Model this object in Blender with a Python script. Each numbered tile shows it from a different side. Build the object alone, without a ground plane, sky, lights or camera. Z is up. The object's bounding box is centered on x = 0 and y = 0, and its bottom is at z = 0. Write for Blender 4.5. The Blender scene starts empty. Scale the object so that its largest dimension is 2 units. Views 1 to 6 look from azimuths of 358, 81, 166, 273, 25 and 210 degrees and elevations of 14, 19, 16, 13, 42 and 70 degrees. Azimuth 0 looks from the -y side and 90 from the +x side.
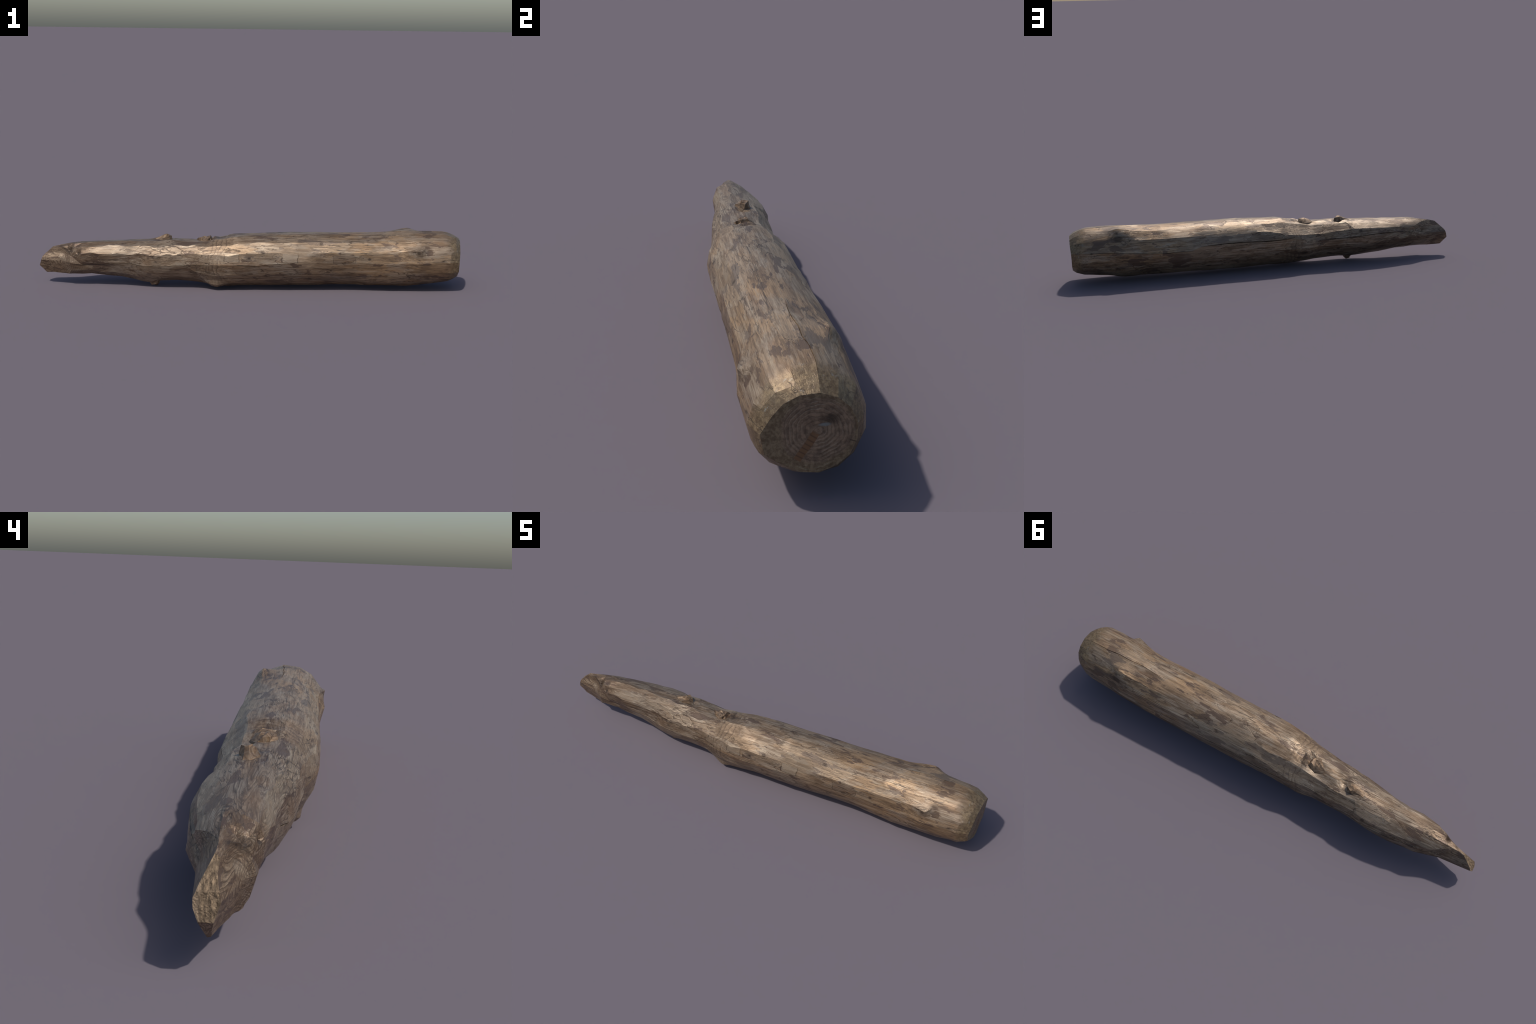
# A weathered, bark-less log: lofted low-facet trunk with drying cracks, a sawn
# butt, a hacked and broken tip, and sawn-off branch stubs.
import bpy, bmesh, math, random
from mathutils import Vector, noise as mnoise
rnd = random.Random(11)

# ------------------------------------------------------------------ profile
# stations along the log: x, axis y, axis z, mean radius, then oval (2nd) and
# three-lobed (3rd) deviations of the cross-section
PROFILE = [
 (-1.06, 0.054, 0.117, 0.046, -0.0170, 0.0000, 0.0000, 0.0018),
 (-0.93, 0.056, 0.118, 0.047, -0.0166, -0.0003, 0.0000, 0.0018),
 (-0.88, 0.051, 0.123, 0.056, -0.0157, -0.0020, -0.0015, -0.0004),
 (-0.83, 0.043, 0.129, 0.070, -0.0045, -0.0005, -0.0017, 0.0011),
 (-0.77, 0.048, 0.133, 0.074, -0.0034, 0.0029, -0.0031, 0.0026),
 (-0.70, 0.047, 0.133, 0.081, 0.0000, 0.0019, -0.0033, 0.0039),
 (-0.63, 0.050, 0.132, 0.085, -0.0008, 0.0009, -0.0033, 0.0043),
 (-0.56, 0.045, 0.130, 0.091, -0.0008, -0.0017, -0.0046, 0.0052),
 (-0.49, 0.036, 0.127, 0.097, -0.0004, -0.0050, -0.0040, 0.0044),
 (-0.42, 0.028, 0.128, 0.099, -0.0020, -0.0018, 0.0000, 0.0010),
 (-0.36, 0.025, 0.131, 0.100, -0.0004, -0.0011, 0.0001, 0.0025),
 (-0.30, 0.022, 0.130, 0.101, -0.0007, 0.0001, 0.0007, 0.0032),
 (-0.24, 0.020, 0.129, 0.105, -0.0008, 0.0010, 0.0012, 0.0016),
 (-0.18, 0.014, 0.126, 0.114, -0.0005, -0.0018, -0.0025, 0.0000),
 (-0.12, 0.008, 0.127, 0.119, 0.0016, -0.0020, -0.0016, 0.0014),
 (-0.06, 0.008, 0.133, 0.123, 0.0006, -0.0009, -0.0008, 0.0021),
 (0.02, 0.008, 0.137, 0.125, 0.0010, 0.0010, 0.0002, 0.0032),
 (0.12, 0.008, 0.137, 0.127, -0.0006, 0.0028, 0.0001, 0.0011),
 (0.22, 0.008, 0.138, 0.127, -0.0010, 0.0027, 0.0004, 0.0010),
 (0.32, 0.009, 0.139, 0.127, -0.0012, 0.0029, 0.0003, 0.0028),
 (0.42, 0.008, 0.141, 0.126, -0.0001, 0.0045, 0.0015, 0.0029),
 (0.52, 0.008, 0.141, 0.127, -0.0002, 0.0023, 0.0005, 0.0030),
 (0.60, 0.007, 0.142, 0.127, -0.0009, -0.0002, -0.0005, 0.0022),
 (0.67, 0.005, 0.143, 0.128, -0.0010, -0.0007, 0.0008, 0.0005),
 (0.73, 0.004, 0.146, 0.130, -0.0008, -0.0025, 0.0016, 0.0010),
 (0.79, -0.005, 0.149, 0.129, 0.0015, -0.0012, 0.0008, 0.0010),
 (0.85, -0.007, 0.150, 0.126, 0.0016, -0.0002, 0.0000, -0.0010),
 (0.91, -0.008, 0.153, 0.122, 0.0020, 0.0004, -0.0002, -0.0023),
 (0.940, -0.009, 0.152, 0.1190, 0.0030, -0.0005, 0.0004, -0.0011),
 (0.970, -0.010, 0.152, 0.1065, 0.0015, 0.0005, 0.0004, -0.0005),
 (0.990, -0.010, 0.152, 0.0890, 0.0000, 0.0000, 0.0000, 0.0000),
]

def lerp_table(tab, x):
    if x <= tab[0][0]: return tab[0][1:]
    for a, b in zip(tab, tab[1:]):
        if x <= b[0]:
            t = (x - a[0]) / (b[0] - a[0])
            return tuple(p + (q - p) * t for p, q in zip(a[1:], b[1:]))
    return tab[-1][1:]

# swellings and hollows: x, angle (0 = towards -y, 90 = up), height,
# half-lengths towards -x and +x, half-width in degrees
BUMPS = [
 (0.797, 24, 0.0125, 0.060, 0.008, 7),    # front knot, steep on one side
 (0.83, 22, -0.005, 0.014, 0.022, 9),     # chip behind it
 (0.760, 124, 0.0165, 0.055, 0.034, 13),   # big knot on the back shoulder
 (0.765, 150, -0.009, 0.03, 0.03, 9),     # its weathered flat face
 (0.74, 272, 0.005, 0.06, 0.06, 25),
 (0.50, 300, -0.006, 0.03, 0.03, 10),     # nick under the front
 (-0.163, 305, 0.018, 0.035, 0.040, 11),  # low swelling, front
 (-0.185, 197, 0.007, 0.035, 0.035, 9),   # low swelling, back
 (-0.205, 90, -0.020, 0.045, 0.036, 19),  # hollow round the large stub
 (-0.255, 108, -0.008, 0.04, 0.03, 12),
 (-0.080, 92, 0.004, 0.018, 0.050, 32),   # shoulder of the thick part
 (-0.133, 92, -0.009, 0.014, 0.018, 15),  # step in front of it
 (-0.163, 96, 0.008, 0.009, 0.009, 12),   # torn lip
 (-0.130, 155, 0.004, 0.020, 0.040, 25),
 (-0.205, 150, -0.004, 0.035, 0.025, 22),
 (-0.235, 125, -0.007, 0.040, 0.030, 17), # neck just past the shoulder
 (-0.352, 97, -0.013, 0.020, 0.018, 11),  # pit beside the peg stub
 (-0.420, 99, 0.004, 0.040, 0.020, 12),   # collar swelling into the peg
 (-0.750, 335, -0.009, 0.060, 0.080, 13), # flat hewn along the lower front
 (-0.790, 220, -0.010, 0.060, 0.080, 15), # hollow under the back of the tip
 (-0.860, 300, 0.008, 0.010, 0.010, 9),   # nub under the tip
 (-0.740, 158, -0.010, 0.110, 0.120, 15), # flat along the upper back
 (-0.875, 50, -0.007, 0.018, 0.012, 18),  # scoop under the rim
 (-0.480, 283, 0.007, 0.050, 0.040, 16),  # flare above the spur
 (0.740, 225, 0.008, 0.045, 0.040, 14),   # lumps low on the butt
 (0.640, 318, 0.007, 0.130, 0.110, 16),
 (-0.420, 225, -0.008, 0.060, 0.060, 20),
 (-0.846, 66, -0.022, 0.012, 0.006, 12),  # rotten hole at the cut
 (-0.806, 34, -0.012, 0.006, 0.005, 6),   # small hole
]

def bump_at(x, deg):
    h = 0.0
    for bx, bt, bh, l, r, w in BUMPS:
        d = (deg - bt + 180) % 360 - 180
        u = (x - bx) / (l if x < bx else r)
        e = u * u + (d / w) ** 2
        if e < 9: h += bh * math.exp(-e * 0.9)
    return h

def frame_of(x): return lerp_table(PROFILE, x)

def surface(x, deg):
    cy, cz, r, a2, b2, a3, b3 = frame_of(x)
    t = math.radians(deg)
    rr = (r + a2 * math.cos(2*t) + b2 * math.sin(2*t)
          + a3 * math.cos(3*t) + b3 * math.sin(3*t))
    return cy, cz, rr

CHOP_FRONT = [(-1.05, 0.040), (-0.985, 0.034), (-0.93, 0.020), (-0.89, 0.009),
              (-0.862, -0.004), (-0.840, -0.018), (-0.825, -0.034), (-0.80, -0.07)]
CHOP_BACK = [(-1.05, 0.074), (-0.989, 0.081), (-0.923, 0.087), (-0.85, 0.094),
             (-0.80, 0.109), (-0.74, 0.132)]

def clamp_tip(p):
    """Hew the tip to a wedge: a scooped front cut, a slanting back cut."""
    x, y, z = p
    if x < -0.79:
        yf = lerp_table(CHOP_FRONT, x)[0]
        d = z - 0.124
        y = max(y, yf + (0.55 * min(d, 0.03) + 0.2 * max(0, d - 0.03) if d > 0 else -0.30 * d))
    if x < -0.74:
        k = min(1, (-0.78 - x) / 0.12) if x < -0.78 else 0
        d = z - 0.12
        y = min(y, lerp_table(CHOP_BACK, x)[0] - k * (0.62 if d > 0 else 0.40) * max(0, abs(d) - 0.008))
    return Vector((x, y, z))

def point(x, deg, lift=0.0):
    cy, cz, rr = surface(x, deg)
    if x > 0.912:                       # the rim is crisp low at the front, worn elsewhere
        d = ((deg - 345 + 180) % 360 - 180) / 26
        full = surface(0.912, deg)[2] - 0.03 * (x - 0.912)
        rr += (full - rr) * 0.62 * math.exp(-d * d)
    rr += lift + 0.0008
    t = math.radians(deg)
    return clamp_tip((x, cy - rr * math.cos(t), cz + rr * math.sin(t)))

def saw_tilt(p):
    """The saw cut leans: its front edge sits further in."""
    f = max(0, min(1, (p.x - 0.90) / 0.09))
    dx = 0.002 - 0.14 * max(0, -p.y - 0.01) - 0.03 * max(0, 0.19 - p.z)
    return Vector((p.x + f * (dx + 0.006), p.y, p.z))

# ------------------------------------------------------------------ cracks
# a drying crack runs along one column of the loft: column, path of (x, angle)
COLS = 15
CRACKS = [
 (0, [(-0.80, 336), (-0.65, 348), (-0.553, 354), (-0.521, 350), (-0.412, 351),
      (-0.286, 356), (-0.151, 361), (-0.05, 359), (0.028, 356), (0.081, 361), (0.206, 364)], 0.0016),
 (4, [(0.58, 90), (0.647, 88.5), (0.709, 89.5), (0.768, 93), (0.858, 97.5), (0.965, 97.5)], 0.0011),
 (7, [(-0.776, 165), (-0.618, 162.5), (-0.532, 163.6), (-0.483, 167.5), (-0.373, 171), (-0.27, 172.5)], 0.0018),
 (7, [(-0.12, 162), (-0.035, 166.5), (0.054, 167), (0.148, 165.6), (0.263, 166), (0.35, 167.5)], 0.0022),
 (7, [(0.40, 176.6), (0.491, 177), (0.559, 177.5), (0.669, 174.2), (0.93, 170.5)], 0.0014),
 (6, [(-0.30, 153), (-0.21, 154), (-0.137, 155.4)], 0.0014),
]
GUIDES = {}
for c, path, w in CRACKS: GUIDES.setdefault(c, []).extend(path)
GUIDES[0] += [(-1.06, 363), (-0.90, 361), (-0.86, 352)]   # ridge of the hewn tip
for c in GUIDES: GUIDES[c].sort()

def column_angle(j, x):
    base = j * 360.0 / COLS
    if j in GUIDES:
        g = GUIDES[j]
        if x < g[0][0]:
            t = min(1, (g[0][0] - x) / 0.15); return g[0][1] * (1-t) + (base + (360 if g[0][1] - base > 180 else 0)) * t
        if x > g[-1][0]:
            t = min(1, (x - g[-1][0]) / 0.15); return g[-1][1] * (1-t) + (base + (360 if g[-1][1] - base > 180 else 0)) * t
        return lerp_table(g, x)[0]
    return base

# ------------------------------------------------------------------ loft
xs = [-1.05, -0.985]
x = -0.94
while x < 0.90:
    xs.append(x); x += rnd.uniform(0.036, 0.056)
xs += [0.912, 0.940, 0.970, 0.990]
bm = bmesh.new()
region = bm.faces.layers.int.new('region')   # 0 trunk, 1 sawn end, 2 broken tip
V = {}
def add(p): return bm.verts.new(p)
n = len(xs)
for i, x in enumerate(xs):
    for j in range(COLS):
        edge = x > 0.9 or x < -0.78
        jx = 0 if edge else rnd.uniform(-0.011, 0.011)
        guided = j in GUIDES
        dt = 0 if (guided or x < -0.78) else rnd.uniform(-1, 1) * (1.6 if x > -0.05 else 3.6)
        if 0.9 < x: jx = rnd.uniform(-0.006, 0.006) if x < 0.98 else rnd.uniform(-0.002, 0.002)
        lift = (rnd.uniform(-0.0007, 0.0015) if x > -0.05 else rnd.uniform(-0.0016, 0.0024)) if -0.8 < x < 0.93 else rnd.uniform(-0.002, 0.0025) if 0.93 < x < 0.98 else 0.0005
        xx = x + jx; a = column_angle(j, xx) + dt
        crack = None
        for c, path, w in CRACKS:
            if c == j and path[0][0] < xx < path[-1][0]:
                s = min(xx - path[0][0], path[-1][0] - xx)
                crack = w * min(1, s / 0.08 + 0.25) * rnd.uniform(0.7, 1.25)
        if crack and i > 0:
            half = math.degrees(crack / surface(xx, a)[2])
            wob = rnd.uniform(-0.8, 0.8)
            V[i, j, 'L'] = add(point(xx, a + wob - half, lift))
            V[i, j, 'R'] = add(point(xx, a + wob + half, lift))
            V[i, j, 'B'] = add(point(xx, a + wob, lift - crack * 3.5))
        else:
            v = add(point(xx, a, lift))
            V[i, j, 'L'] = V[i, j, 'R'] = V[i, j, 'B'] = v
def face(vs):
    out = []
    for v in vs:
        if v not in out: out.append(v)
    if len(out) > 2:
        try: return bm.faces.new(out)
        except ValueError: return None
for i in range(n - 1):
    x = xs[i]
    for j in range(COLS):
        k = (j + 1) % COLS
        a, b, c, d = V[i, j, 'R'], V[i+1, j, 'R'], V[i+1, k, 'L'], V[i, k, 'L']
        if rnd.random() < (0.85 if x > 0 else 0.5): face((a, d, c)); face((a, c, b))
        else: face((a, d, b)); face((d, c, b))
        if V[i, j, 'L'] is not V[i, j, 'R'] or V[i+1, j, 'L'] is not V[i+1, j, 'R']:
            face((V[i, j, 'L'], V[i, j, 'B'], V[i+1, j, 'B'], V[i+1, j, 'L']))
            face((V[i, j, 'B'], V[i, j, 'R'], V[i+1, j, 'R'], V[i+1, j, 'B']))

# sawn butt: two inner rings and a centre, very slightly dished
SAWN = (1.003, -0.008, 0.153)
prev = [V[n-1, j, 'R'] for j in range(COLS)]
butt_faces = []
for f_, dx in ((0.62, 0.004), (0.28, 0.003)):
    cy, cz, rr = surface(1.0, 0)
    ring = []; p0 = xs[-1] - 0.004
    for j in range(COLS):
        p = prev[j].co; c = Vector((p0, cy, cz))
        q = c + (V[n-1, j, 'R'].co - c) * f_
        ring.append(add((p0 + dx + rnd.uniform(-0.002, 0.002), q.y, q.z)))
    for j in range(COLS):
        k = (j + 1) % COLS
        butt_faces.append(face((prev[j], prev[k], ring[k], ring[j])))
    prev = ring
cen = add((0.986, SAWN[1], SAWN[2]))
for j in range(COLS):
    butt_faces.append(face((prev[j], prev[(j+1) % COLS], cen)))
bmesh.ops.recalc_face_normals(bm, faces=bm.faces[:])

for f in butt_faces: f[region] = 1
for v in bm.verts: v.co = saw_tilt(v.co)

# finer facets where knots and hollows sit
near = [f for f in bm.faces if f[region] == 0]
def wants(f):
    c = f.calc_center_median()
    cy, cz, rr = surface(c.x, 0)
    d = math.degrees(math.atan2(c.z - cz, -(c.y - cy)))
    for bx, bt, bh, l, r, w in BUMPS:
        dd = (d - bt + 180) % 360 - 180
        u = (c.x - bx) / (l if c.x < bx else r)
        m = 0.03 / min(l, r)
        if abs(u) < 1.8 + m and abs(dd) < w * 1.8 + 8: return True
    return False
sel = [f for f in near if wants(f)]
edges = list({e for f in sel for e in f.edges if e.calc_length() > 0.016})
bmesh.ops.subdivide_edges(bm, edges=edges, cuts=2, use_grid_fill=True)
small = [f for f in bm.faces if f.calc_center_median().x < -0.76]
bmesh.ops.subdivide_edges(bm, edges=list({e for f in small for e in f.edges if e.calc_length() > 0.01}), cuts=1, use_grid_fill=True)
for v in bm.verts:
    x, y, z = v.co
    if x > 0.93: continue
    cy, cz, rr = surface(x, 0)
    d = math.degrees(math.atan2(z - cz, -(y - cy)))
    h = bump_at(x, d)
    if abs(h) > 1e-5:
        r = Vector((0, y - cy, z - cz)).normalized()
        v.co += r * h
for v in bm.verts:
    if v.co.x < -0.74: v.co = clamp_tip(v.co)

# broken tip: cut off by oblique planes, then frayed
def cut(co, no, tag):
    r = bmesh.ops.bisect_plane(bm, geom=bm.verts[:] + bm.edges[:] + bm.faces[:], dist=1e-5,
                               plane_co=co, plane_no=no, clear_outer=True)
    ed = [e for e in r['geom_cut'] if isinstance(e, bmesh.types.BMEdge)]
    for f in bmesh.ops.contextual_create(bm, geom=ed)['faces']: f[region] = tag
def plane_xz(p, q):
    d = Vector((q[0] - p[0], 0, q[1] - p[1])); nrm = Vector((-d.z, 0, d.x)).normalized()
    return Vector((p[0], 0.05, p[1])), nrm if nrm.x < 0 else -nrm
cut(*plane_xz((-1.003, 0.090), (-0.978, 0.062)), 0)
cut(*plane_xz((-1.004, 0.088), (-0.983, 0.145)), 2)
cut(*plane_xz((-0.988, 0.133), (-0.925, 0.192)), 2)
tip = [f for f in bm.faces if f[region] == 2]
bmesh.ops.triangulate(bm, faces=tip)
for cuts in (3, 3):
    tip = [f for f in bm.faces if f[region] == 2]
    bmesh.ops.subdivide_edges(bm, edges=list({e for f in tip for e in f.edges if e.calc_length() > 0.006}), cuts=cuts, use_grid_fill=True)
    tip = [f for f in bm.faces if f[region] == 2]
    bmesh.ops.triangulate(bm, faces=tip)
tipv = {v for f in bm.faces if f[region] == 2 for v in f.verts}
for v in tipv:
    if all(f[region] == 2 for f in v.link_faces):
        p = v.co
        h = 0.0016 * mnoise.noise(Vector((p.x*60, p.y*170, p.z*60))) + 0.0008 * mnoise.noise(p*420)
        v.co += Vector((-0.85, 0, 0.5)) * h
bmesh.ops.triangulate(bm, faces=[f for f in bm.faces if len(f.verts) > 4])
bmesh.ops.dissolve_degenerate(bm, dist=1e-5, edges=bm.edges[:])
bmesh.ops.recalc_face_normals(bm, faces=bm.faces[:])

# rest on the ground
print("ZMIN", min(v.co.z for v in bm.verts)); zmin = 0.0

# ------------------------------------------------------------------ materials
class Nodes:
    def __init__(s, name):
        s.m = bpy.data.materials.new(name); s.m.use_nodes = True
        s.t = s.m.node_tree; s.t.nodes.clear()
        s.out = s.t.nodes.new('ShaderNodeOutputMaterial')
        s.b = s.t.nodes.new('ShaderNodeBsdfPrincipled')
        s.t.links.new(s.b.outputs[0], s.out.inputs[0])
        s.P = s.t.nodes.new('ShaderNodeTexCoord').outputs['Object']
    def put(s, inp, v):
        if isinstance(v, bpy.types.NodeSocket): s.t.links.new(v, inp)
        elif isinstance(v, (tuple, list)) and inp.type == 'RGBA': inp.default_value = (*v[:3], 1)
        else: inp.default_value = v
    def math(s, op, a, b=0.0, c=0.0, clamp=False):
        n = s.t.nodes.new('ShaderNodeMath'); n.operation = op; n.use_clamp = clamp
        for i, v in enumerate((a, b, c)): s.put(n.inputs[i], v)
        return n.outputs[0]
    def add(s, a, b): return s.math('ADD', a, b)
    def mul(s, a, b): return s.math('MULTIPLY', a, b)
    def sub(s, a, b): return s.math('SUBTRACT', a, b)
    def vec(s, op, a, b):
        n = s.t.nodes.new('ShaderNodeVectorMath'); n.operation = op
        s.put(n.inputs[0], a); s.put(n.inputs[1], b)
        return n.outputs['Value'] if op in ('LENGTH', 'DISTANCE', 'DOT_PRODUCT') else n.outputs[0]
    def scaled(s, k, off=(0, 0, 0), src=None):
        n = s.t.nodes.new('ShaderNodeMapping')
        s.put(n.inputs['Vector'], src or s.P); n.inputs['Scale'].default_value = k; n.inputs['Location'].default_value = off
        return n.outputs[0]
    def noise(s, k, off=(0, 0, 0), detail=3, rough=0.55, dist=0.0, src=None):
        n = s.t.nodes.new('ShaderNodeTexNoise')
        s.put(n.inputs['Vector'], s.scaled(k, off, src)); n.inputs['Scale'].default_value = 1
        n.inputs['Detail'].default_value = detail; n.inputs['Roughness'].default_value = rough
        n.inputs['Distortion'].default_value = dist
        return n.outputs['Fac']
    def step(s, v, lo, hi, to0=0.0, to1=1.0):
        n = s.t.nodes.new('ShaderNodeMapRange'); n.interpolation_type = 'SMOOTHSTEP'
        s.put(n.inputs['Value'], v)
        for nm, q in (('From Min', lo), ('From Max', hi), ('To Min', to0), ('To Max', to1)): s.put(n.inputs[nm], q)
        return n.outputs[0]
    def line(s, v, at, w):        # 1 on the iso-line v = at, 0 beyond w
        return s.step(s.math('ABSOLUTE', s.sub(v, at)), 0.0, w, 1.0, 0.0)
    def mix(s, f, a, b, mode='MIX'):
        n = s.t.nodes.new('ShaderNodeMix'); n.data_type = 'RGBA'; n.blend_type = mode
        s.put(n.inputs[0], f); s.put(n.inputs[6], a); s.put(n.inputs[7], b)
        return n.outputs[2]
    def xyz(s, src=None):
        n = s.t.nodes.new('ShaderNodeSeparateXYZ'); s.put(n.inputs[0], src or s.P); return n.outputs
    def spot(s, c, r, soft=0.5, wob=None):
        d = s.vec('SUBTRACT', s.P, c)
        d = s.vec('MULTIPLY', d, tuple(1 / q for q in r))
        l = s.vec('LENGTH', d, (0, 0, 0))
        if wob is not None: l = s.add(l, wob)
        return s.step(l, 1 - soft, 1.0, 1.0, 0.0), l
    def bump(s, h, strength, dist):
        n = s.t.nodes.new('ShaderNodeBump'); n.inputs['Strength'].default_value = strength
        n.inputs['Distance'].default_value = dist; s.put(n.inputs['Height'], h)
        return n.outputs[0]

GREY = (0.305, 0.222, 0.148); TAN = (0.350, 0.224, 0.120); BROWN = (0.140, 0.088, 0.051)
STAIN = (0.108, 0.069, 0.050); INK = (0.035, 0.023, 0.016); RUST = (0.215, 0.120, 0.064)
PALE = (0.37, 0.31, 0.235)

def at(x, deg, lift=0.0):
    p = point(x, deg, lift); return (p.x, p.y, p.z - zmin)

def wood_material():
    N = Nodes('weathered_wood'); X = N.xyz()[0]
    warp = N.noise((5, 14, 14), detail=4)
    grain = N.noise((7, 120, 120), detail=6, rough=0.72)
    fine = N.noise((16, 380, 380), (3, 1, 2), detail=4, rough=0.7)
    cloud = N.noise((2.4, 7, 7), (5, 2, 9), detail=4)
    # warm towards the butt, silver elsewhere
    warm = N.step(N.add(N.mul(X, 0.28), cloud), 0.38, 0.86)
    col = N.mix(warm, GREY, TAN)
    silver = N.step(N.noise((6, 20, 20), (1, 1, 7), detail=6, rough=0.62), 0.50, 0.55)
    col = N.mix(N.mul(silver, 0.5), col, (0.325, 0.276, 0.218))
    col = N.mix(N.step(grain, 0.46, 0.62, 0, 0.9), col, BROWN)
    mott = N.noise((14, 40, 40), (2, 6, 3), detail=6, rough=0.7)
    col = N.mix(N.step(mott, 0.46, 0.70, 0, 0.75), col, BROWN)
    col = N.mix(N.mul(N.step(grain, 0.34, 0.46, 1, 0), 0.55), col, PALE)
    rust = N.step(N.noise((4, 12, 12), (7, 7, 1), detail=5, rough=0.6), 0.55, 0.72)
    col = N.mix(N.mul(rust, 0.55), col, RUST)
    # reddish, darker hacked tip
    tipm = N.mul(N.step(N.add(X, N.mul(N.sub(warp, 0.5), 0.12)), -0.90, -0.84, 1, 0), 0.7)
    col = N.mix(tipm, col, N.mix(N.step(grain, 0.40, 0.64), (0.325, 0.228, 0.142), (0.150, 0.094, 0.058)))
    # growth-ring contours: flowing lines on the thin half, tight rings by the stubs
    thin = N.step(N.add(X, N.mul(N.sub(cloud, 0.5), 0.7)), -0.30, -0.12, 1, 0)
    flow = N.noise((1.6, 19, 19), (2, 4, 1), detail=2, rough=0.4, dist=0.15)
    saw = N.math('FRACT', N.mul(flow, 25))
    flowline = N.mul(N.add(N.line(saw, 0.5, 0.26), N.mul(N.step(saw, 0.5, 0.95), 0.4)), thin)
    flowline = N.mul(flowline, N.step(N.noise((3, 9, 9), (1, 8, 3), detail=2), 0.34, 0.52, 0.15, 1))
    wob = N.mul(N.sub(N.noise((4, 16, 16), (9, 3, 3), detail=3), 0.5), 0.075)
    Y = N.xyz()[1]
    ringx = N.add(N.add(X, wob), N.step(Y, -0.115, -0.06, 0.062, 0.0))
    saw2 = N.math('FRACT', N.mul(N.add(ringx, N.mul(N.noise((16, 7, 7), detail=2), 0.075)), 44))
    band = N.mul(N.step(ringx, -0.20, -0.15), N.step(ringx, -0.085, -0.060, 1, 0))
    fade = N.step(N.noise((9, 20, 20), (3, 3, 8), detail=3), 0.36, 0.58)
    ringline = N.mul(N.mul(N.line(saw2, 0.5, 0.20), band), N.mul(fade, 0.8))
    ringshade = N.mul(N.mul(N.step(saw2, 0.5, 1.0, 1, 0), band), 0.35)
    col = N.mix(N.mul(flowline, 0.95), col, (0.070, 0.043, 0.026))
    col = N.mix(ringshade, col, BROWN)
    # dull purple-brown remnants of inner bark
    st = N.noise((9, 30, 30), (4, 1, 6), detail=6, rough=0.62, dist=0.3)
    place = 0.0
    for x, d, rx, rs in [(0.44, 72, .05, .035), (0.36, 95, .05, .03), (0.32, 119, .045, .035), (0.24, 110, .04, .03),
                         (0.60, 152, .07, .04), (0.82, 116, .045, .035), (0.69, 110, .05, .03), (0.09, 130, .07, .04),
                         (0.16, 104, .04, .03), (0.86, 148, .05, .04), (0.79, 150, .05, .04), (0.0, 135, .06, .04),
                         (0.288, 47, .03, .018), (0.45, 6, .045, .028), (0.42, 24, .025, .022), (0.475, 19, .028, .014),
                         (0.28, 338, .03, .025), (0.83, 26, .022, .03), (0.335, 43, .06, .02), (0.25, 52, .05, .018),
                         (0.50, 60, .05, .015), (-0.10, 150, .06, .04), (0.05, 215, .10, .05), (0.45, 200, .10, .05), (0.70, 195, .09, .05),
                         (-0.60, 100, .06, .03), (-0.72, 95, .05, .03), (-0.46, 70, .06, .02), (0.12, 60, .05, .02), (0.55, 260, .12, .05)]:
        m, l = N.spot(at(x, d), (rx, rs, rs), soft=1.0, wob=N.mul(N.sub(warp, 0.5), 2.6))
        place = N.math('MAXIMUM', place, m) if not isinstance(place, float) else m
    stain = N.step(N.add(st, N.mul(place, 0.17)), 0.582, 0.60)
    stc = N.mix(N.step(fine, 0.4, 0.7), STAIN, (0.062, 0.042, 0.034))
    col = N.mix(N.mul(stain, 0.85), col, stc)
    # small brown flecks, and long hairline drying cracks
    fleck = N.step(N.noise((17, 60, 60), (5, 5, 2), detail=4, rough=0.6), 0.62, 0.66)
    col = N.mix(N.mul(fleck, 0.7), col, (0.095, 0.058, 0.036))
    hair = N.line(N.noise((0.8, 24, 24), (3, 7, 5), detail=5, rough=0.5), 0.5, 0.011)
    hair = N.mul(hair, N.step(N.noise((3, 12, 12), (8, 1, 1), detail=2), 0.48, 0.56))
    # flaked skin: thin dark outlines where a layer ends, paler under it
    fl = N.noise((3.6, 15, 15), (8, 5, 2), detail=5, rough=0.48, dist=0.4)
    fl2 = N.noise((5, 20, 20), (1, 9, 4), detail=5, rough=0.5, dist=0.4)
    some = N.step(N.noise((5, 11, 11), (6, 6, 6), detail=2), 0.42, 0.54)
    some = N.mul(some, N.step(X, 0.80, 0.88, 1, 0))
    edge = N.mul(N.math('MAXIMUM', N.line(fl, 0.53, 0.009), N.line(fl2, 0.44, 0.008)), some)
    col = N.mix(N.mul(N.step(fl, 0.53, 0.545), 0.22), col, PALE)
    col = N.mix(N.mul(N.step(fl2, 0.43, 0.44, 1, 0), 0.30), col, BROWN)
    # short dark checks along the grain
    chk = N.line(N.noise((3.2, 75, 75), (2, 2, 7), detail=4, rough=0.55), 0.42, 0.022)
    chk = N.mul(chk, N.step(N.noise((4, 10, 10), (0, 5, 5), detail=3), 0.42, 0.56))
    dark = N.math('MAXIMUM', N.math('MAXIMUM', N.mul(edge, 0.85), N.mul(chk, 0.8)), N.mul(hair, 0.85))
    col = N.mix(ringline, col, (0.075, 0.048, 0.032))
    # knots: dark eye with a ringed halo
    eye = 0.0
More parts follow.
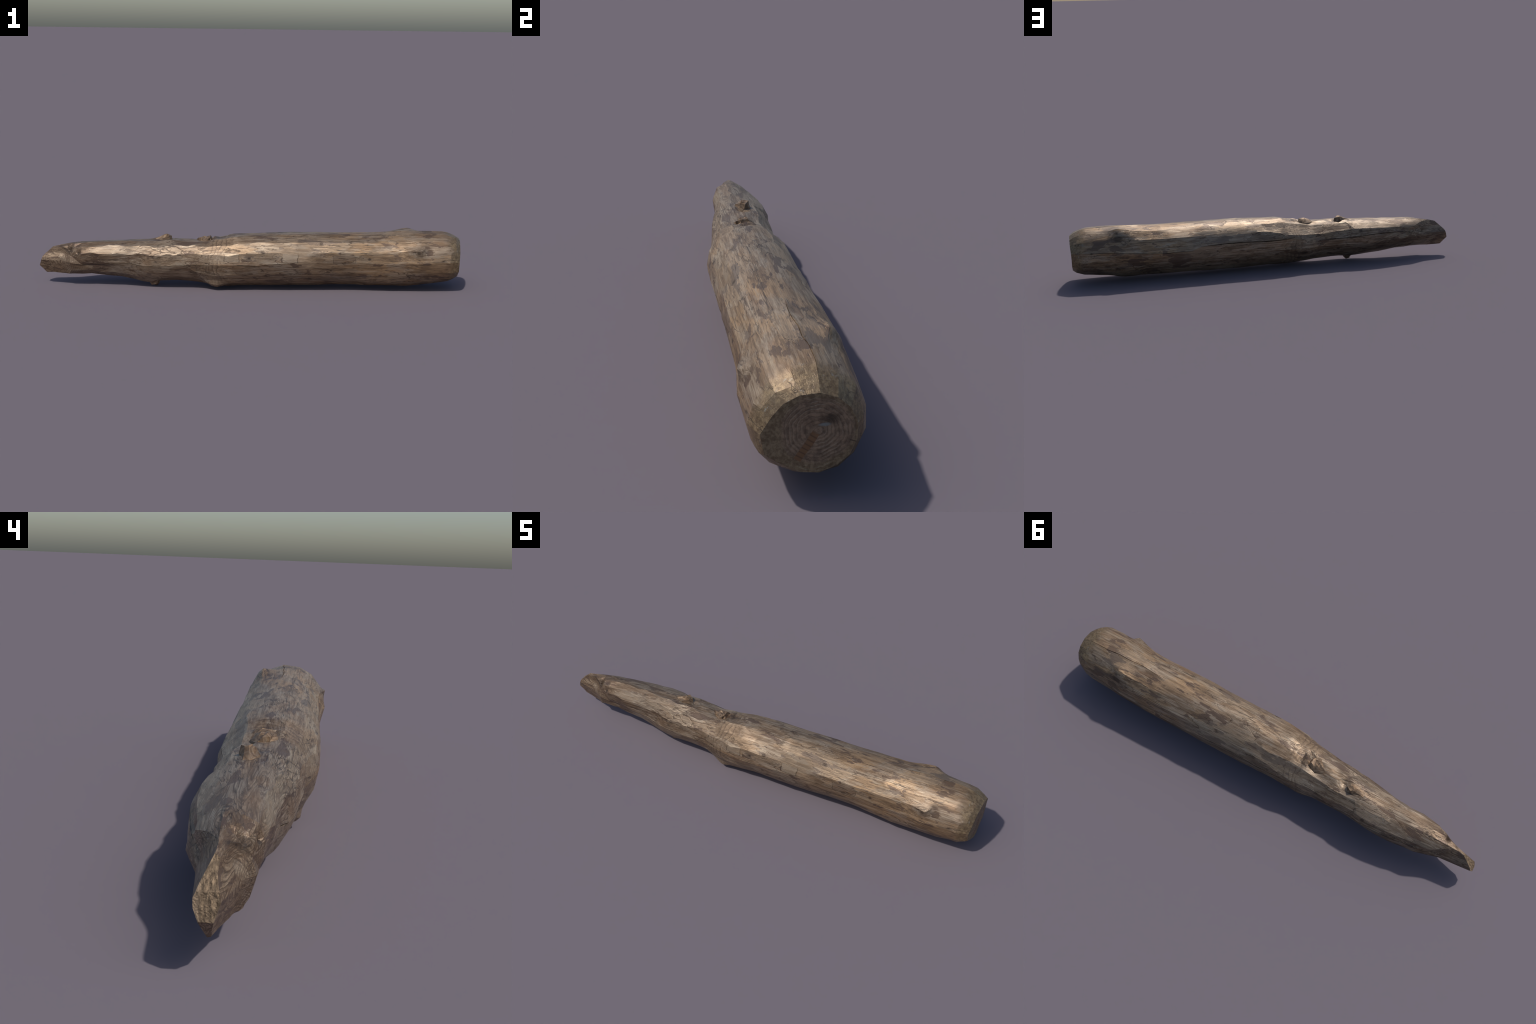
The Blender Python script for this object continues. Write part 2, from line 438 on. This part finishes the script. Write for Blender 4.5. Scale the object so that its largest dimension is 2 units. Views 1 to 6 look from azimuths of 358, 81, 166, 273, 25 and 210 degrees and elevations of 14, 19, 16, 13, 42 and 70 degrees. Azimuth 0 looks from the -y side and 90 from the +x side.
    for x, d, r in [(0.335, 44.4, .011), (0.378, 344.6, .009), (0.557, 10.7, .009), (0.785, 22, .014), (0.062, 25.7, .010),
                    (-0.004, 14, .008), (-0.184, 199, .020), (-0.371, 205, .009), (-0.49, 150.6, .011), (-0.758, 94.5, .010),
                    (0.765, 140, .026), (0.90, 172, .006), (-0.60, 60, .008)]:
        wobble = N.mul(N.sub(warp, 0.5), 1.2)
        m, l = N.spot(at(x, d), (r * 1.25, r, r), soft=0.6, wob=wobble)
        halo = N.mul(N.line(N.math('FRACT', N.mul(l, 1.6)), 0.5, 0.35), N.step(l, 1.2, 2.4, 0.3, 0.0))
        mm = N.math('MAXIMUM', N.mul(m, 0.85), halo)
        eye = N.math('MAXIMUM', eye, mm) if not isinstance(eye, float) else mm
    for c, r in (((-0.847, 0.010, 0.174), .014), ((-0.8065, -0.014, 0.162), .009)):  # tip holes, colour blackened to give their inner darkness
        m, l = N.spot(c, (r * 1.1, r * 2.2, r), soft=0.6, wob=N.mul(N.sub(warp, 0.5), 0.8))
        eye = N.math('MAXIMUM', eye, N.mul(m, 0.9))
    # curved growth rings wrapping the hollow of the hewn tip
    Z = N.xyz()[2]
    q = N.math('SQRT', N.add(N.math('POWER', N.add(X, 0.922), 2), N.math('POWER', N.mul(N.sub(Z, 0.118), 1.05), 2)))
    q = N.add(q, N.mul(N.sub(warp, 0.5), 0.035))
    hewn = N.mul(N.step(Y, 0.05, 0.035, 0, 1), N.mul(N.step(q, 0.035, 0.05), N.step(q, 0.115, 0.15, 1, 0)))
    arc = N.math('FRACT', N.mul(q, 105))
    col = N.mix(N.mul(N.add(N.mul(N.line(arc, 0.5, 0.28), 0.75), N.mul(N.step(arc, 0.5, 1.0), 0.25)), hewn), col, (0.095, 0.060, 0.038))
    for c, r in ((at(-0.203, 91, 0.010), .052), (at(-0.385, 98, 0.004), .036)):   # hollow shade round the top stubs, painted as dark rings
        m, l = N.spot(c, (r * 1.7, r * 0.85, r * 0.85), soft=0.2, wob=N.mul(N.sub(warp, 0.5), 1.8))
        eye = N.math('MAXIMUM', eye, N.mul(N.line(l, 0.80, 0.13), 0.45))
    cres = N.mul(N.mul(N.line(q, 0.078, 0.010), N.step(Z, 0.140, 0.165)), N.step(Y, 0.05, 0.035, 0, 1))  # dark arc drawn into the colour: shading below the scoop's upper rim
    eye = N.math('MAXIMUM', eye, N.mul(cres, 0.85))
    # two squarish flakes lifted out of the front
    jag = N.mul(N.sub(N.noise((45, 40, 60), detail=3), 0.5), 0.45)
    front = N.step(Y, -0.06, -0.08, 0, 1)
    for cx, cz, hx, hz, w in ((0.186, 0.168, 0.036, 0.020, 0.10), (-0.085, 0.168, 0.034, 0.019, 0.07), (0.44, 0.165, 0.05, 0.02, 0.05)):
        q = N.math('MAXIMUM', N.math('ABSOLUTE', N.mul(N.sub(X, cx), 1/hx)), N.math('ABSOLUTE', N.mul(N.sub(Z, cz), 1/hz)))
        q = N.add(q, jag)
        lower = N.step(Z, cz + hz, cz - hz * 0.4, 0.35, 1.0)
        dark = N.math('MAXIMUM', dark, N.mul(N.mul(N.mul(N.line(q, 1.0, w), front), lower), 0.85))
        col = N.mix(N.mul(N.mul(N.step(q, 0.9, 1.0, 1, 0), front), 0.35), col, PALE if cx < 0.4 else STAIN)
    # weathered butt rim: ochre crumbs and pale lichen-grey specks
    rim = N.step(N.add(X, N.mul(N.sub(warp, 0.5), 0.10)), 0.915, 0.965)
    crumb = N.noise((95, 95, 95), detail=4, rough=0.7)
    rimc = N.mix(N.step(crumb, 0.40, 0.62), (0.115, 0.078, 0.040), (0.27, 0.195, 0.105))
    rimc = N.mix(N.step(N.noise((60, 45, 45), (3, 0, 0), detail=5, rough=0.7), 0.58, 0.68), rimc, (0.27, 0.27, 0.235))
    col = N.mix(N.mul(rim, 0.75), col, rimc)
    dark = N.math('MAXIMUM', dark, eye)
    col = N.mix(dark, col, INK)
    col = N.mix(N.step(fine, 0.42, 0.66, 0.0, 0.5), col, BROWN)
    N.put(N.b.inputs['Base Color'], col)
    h = N.add(N.mul(grain, 0.5), N.mul(fine, 0.25))
    h = N.sub(h, N.mul(dark, 0.45)); h = N.sub(h, N.mul(stain, 0.25)); h = N.add(h, N.mul(N.step(fl, 0.53, 0.545), 0.12))
    N.put(N.b.inputs['Normal'], N.bump(h, 0.33, 0.004))
    N.b.inputs['Roughness'].default_value = ROUGH
    N.b.inputs['Metallic'].default_value = METAL
    return N.m
ROUGH = 0.46; METAL = 0.45

def sawn_material():
    N = Nodes('sawn_end_grain'); x, y, z = N.xyz()
    warp = N.mul(N.sub(N.noise((18, 18, 18), detail=4), 0.5), 0.028)
    c = (0, SAWN[1] + 0.006, SAWN[2] + 0.004)
    dy, dz = N.sub(y, c[1]), N.sub(z, c[2])
    r = N.add(N.math('SQRT', N.add(N.mul(dy, dy), N.mul(dz, dz))), warp)
    crumb = N.noise((90, 90, 90), detail=4, rough=0.7)
    saw = N.math('FRACT', N.mul(r, 115))
    col = N.mix(N.step(crumb, 0.3, 0.7), (0.150, 0.102, 0.068), (0.310, 0.216, 0.142))
    rings = N.mul(N.line(saw, 0.5, 0.3), N.step(N.noise((25, 25, 25), (4, 4, 4), detail=3), 0.40, 0.62))
    col = N.mix(N.mul(rings, 0.4), col, (0.35, 0.275, 0.195))
    col = N.mix(N.mul(N.step(saw, 0.6, 0.95), 0.32), col, INK)
    rim = N.step(r, 0.066, 0.083)
    rimc = N.mix(N.step(crumb, 0.4, 0.62), (0.150, 0.102, 0.056), (0.27, 0.205, 0.12))
    col = N.mix(N.mul(rim, 0.8), col, rimc)
    # inlaid darker slip of wood running from the pith to the lower front
    def along(ang):
        ca, sa = math.cos(ang), math.sin(ang)
        return (N.add(N.mul(dy, ca), N.mul(dz, sa)), N.sub(N.mul(dz, ca), N.mul(dy, sa)))
    a, b = along(math.radians(237))
    slip = N.mul(N.mul(N.step(a, 0.002, 0.010), N.step(a, 0.076, 0.078, 1, 0)), N.step(N.math('ABSOLUTE', b), 0.0075, 0.0085, 1, 0))
    bars = N.line(N.math('FRACT', N.mul(a, 95)), 0.5, 0.25)
    slipc = N.mix(N.mul(bars, 0.6), (0.21, 0.115, 0.058), (0.075, 0.045, 0.028))
    col = N.mix(slip, col, slipc)
    a2, b2 = along(math.radians(-22))
    ck = N.mul(N.line(N.add(b2, N.mul(warp, 0.35)), 0.0, 0.0018), N.step(a2, 0.062, 0.075))
    col = N.mix(N.mul(ck, 0.9), col, INK)
    pit, l = N.spot((1.0, 0.024, 0.185), (0.06, 0.026, 0.017), soft=0.8, wob=N.mul(warp, 30))
    col = N.mix(N.mul(pit, 0.75), col, INK)
    streak, l = N.spot((1.0, 0.010, 0.170), (0.06, 0.016, 0.005), soft=0.7, wob=N.mul(warp, 40))
    col = N.mix(N.mul(streak, 0.8), col, (0.22, 0.24, 0.23))
    N.put(N.b.inputs['Base Color'], col)
    N.put(N.b.inputs['Normal'], N.bump(N.add(crumb, N.mul(rings, 0.5)), 0.5, 0.003))
    N.b.inputs['Roughness'].default_value = ROUGH + 0.15; N.b.inputs['Metallic'].default_value = METAL
    return N.m

def torn_material():
    N = Nodes('torn_fibres'); x, y, z = N.xyz()
    fib = N.noise((90, 190, 90), detail=5, rough=0.7)
    d = N.math('SQRT', N.add(N.math('POWER', N.sub(y, 0.045), 2), N.math('POWER', N.mul(N.sub(z, 0.115), 0.6), 2)))
    saw = N.math('FRACT', N.add(N.mul(d, 120), N.noise((30, 30, 30), detail=2)))
    col = N.mix(N.step(fib, 0.35, 0.65), (0.13, 0.088, 0.052), (0.29, 0.205, 0.125))
    col = N.mix(N.mul(N.line(saw, 0.5, 0.3), 0.5), col, (0.075, 0.050, 0.032))
    col = N.mix(N.mul(N.step(y, 0.066, 0.074), 0.6), col, GREY)
    N.put(N.b.inputs['Base Color'], col)
    N.put(N.b.inputs['Normal'], N.bump(fib, 0.6, 0.003))
    N.b.inputs['Roughness'].default_value = ROUGH + 0.15; N.b.inputs['Metallic'].default_value = METAL
    return N.m

def knot_material():
    N = Nodes('knot_wood')
    grain = N.noise((40, 60, 60), detail=5, rough=0.65)
    ring = N.noise((18, 22, 26), detail=1)
    saw = N.math('FRACT', N.mul(ring, 9))
    col = N.mix(N.step(grain, 0.35, 0.7), (0.235, 0.150, 0.086), (0.105, 0.066, 0.041))
    col = N.mix(N.mul(N.line(saw, 0.5, 0.25), 0.6), col, (0.075, 0.050, 0.034))
    col = N.mix(N.mul(N.step(saw, 0.6, 1.0), 0.25), col, PALE)
    N.put(N.b.inputs['Base Color'], col)
    N.put(N.b.inputs['Normal'], N.bump(grain, 0.4, 0.003))
    N.b.inputs['Roughness'].default_value = ROUGH + 0.1; N.b.inputs['Metallic'].default_value = METAL
    return N.m

# ------------------------------------------------------------------ objects
ANGLE = math.radians(25)
# hewn tip, stub whorl and worn rim keep crisp facets; the stem is softer
for e in bm.edges:
    mx = (e.verts[0].co.x + e.verts[1].co.x) / 2
    limit = 19 if mx > 0.90 else 25 if mx > -0.05 else 17
    e.smooth = not (len(e.link_faces) == 2 and e.calc_face_angle(0) > math.radians(limit))
bm.transform(__import__('mathutils').Matrix.Translation((0, 0, -zmin)))
whole = bpy.data.meshes.new('whole'); bm.to_mesh(whole)
for p in whole.polygons: p.use_smooth = True
normals = [c.vector.copy() for c in whole.corner_normals]
regions = [d.value for d in whole.attributes['region'].data]

root = bpy.data.objects.new('weathered_log', None)
bpy.context.collection.objects.link(root)
root['label'] = 'weathered bark-less log with sawn butt and broken tip'
root['category'] = 'log'

def link(name, mesh, mat, parent=root):
    mesh.materials.append(mat)
    o = bpy.data.objects.new(name, mesh); bpy.context.collection.objects.link(o); o.parent = parent
    return o

wood, knot = wood_material(), knot_material()
for tag, name, mat in ((0, 'trunk', wood), (1, 'sawn_end', sawn_material()), (2, 'broken_tip', torn_material())):
    idx, vs, fs, ns = {}, [], [], []
    for p in whole.polygons:
        if regions[p.index] != tag: continue
        f = []
        for li in p.loop_indices:
            vi = whole.loops[li].vertex_index
            if vi not in idx: idx[vi] = len(vs); vs.append(whole.vertices[vi].co[:])
            f.append(idx[vi]); ns.append(normals[li])
        fs.append(f)
    me = bpy.data.meshes.new(name); me.from_pydata(vs, [], fs); me.update()
    for p in me.polygons: p.use_smooth = True
    me.normals_split_custom_set([tuple(v) for v in ns])
    link(name, me, mat)
bpy.data.meshes.remove(whole); bm.free()

def stub(base_x, deg, rings, sides, seed, name='branch_stub'):
    """Lump standing on the trunk. rings: (height, lean along x, lean round,
    half-length -x, half-length +x, half-width)."""
    r = random.Random(seed)
    p = point(base_x, deg); cy, cz, rr = surface(base_x, deg)
    up = Vector((0, p.y - cy, p.z - cz)).normalized(); ax = Vector((1, 0, 0)); sd = up.cross(ax)
    b = bmesh.new(); prev = None
    for h, lx, ls, l, rr_, w in rings:
        ring = []; rag = 0.0045 if h > 0 else 0.0
        for k in range(sides):
            t = 2 * math.pi * k / sides
            c, s = math.cos(t), math.sin(t)
            q = p + up * (h + r.uniform(-.0015, .0015) + rag * r.uniform(-1, 0.7)) + ax * (lx + c * (rr_ if c > 0 else l) * r.uniform(.72, 1.22)) + sd * (ls + s * w * r.uniform(.7, 1.25))
            ring.append(b.verts.new((q.x, q.y, q.z - zmin)))
        if prev:
            for k in range(sides):
                m = (k + 1) % sides
                b.faces.new((prev[k], prev[m], ring[m])); b.faces.new((prev[k], ring[m], ring[k]))
        else: b.faces.new(ring[::-1])
        prev = ring
    c = sum((v.co for v in prev), Vector()) / sides - up * 0.002
    cv = b.verts.new(c)
    for k in range(sides): b.faces.new((prev[k], prev[(k+1) % sides], cv))
    bmesh.ops.recalc_face_normals(b, faces=b.faces[:])
    me = bpy.data.meshes.new(name); b.to_mesh(me); b.free()
    for q in me.polygons: q.use_smooth = True
    me.set_sharp_from_angle(angle=ANGLE)
    return link(name, me, knot)

# peg stub on top, the large sawn-off stub in its hollow, and the spur below
stub(-0.396, 98, [(-0.020, 0, 0, .066, .032, .028), (-0.003, 0, 0, .060, .026, .022), (0.006, 0.003, 0.001, .030, .019, .016),
                  (0.0175, 0.007, 0.001, .014, .010, .011)], 7, 3)
stub(-0.205, 91, [(-0.035, 0, 0, .056, .046, .040), (-0.016, 0, 0, .050, .040, .034), (-0.004, 0.002, 0, .040, .030, .025),
                  (0.003, 0.006, -0.002, .020, .016, .014)], 10, 5)
stub(-0.447, 281, [(-0.015, 0, 0, .040, .030, .028), (0.002, 0, 0, .032, .024, .022), (0.013, -0.002, 0, .019, .019, .016),
                   (0.0220, -0.005, 0, .014, .014, .013)], 7, 9)
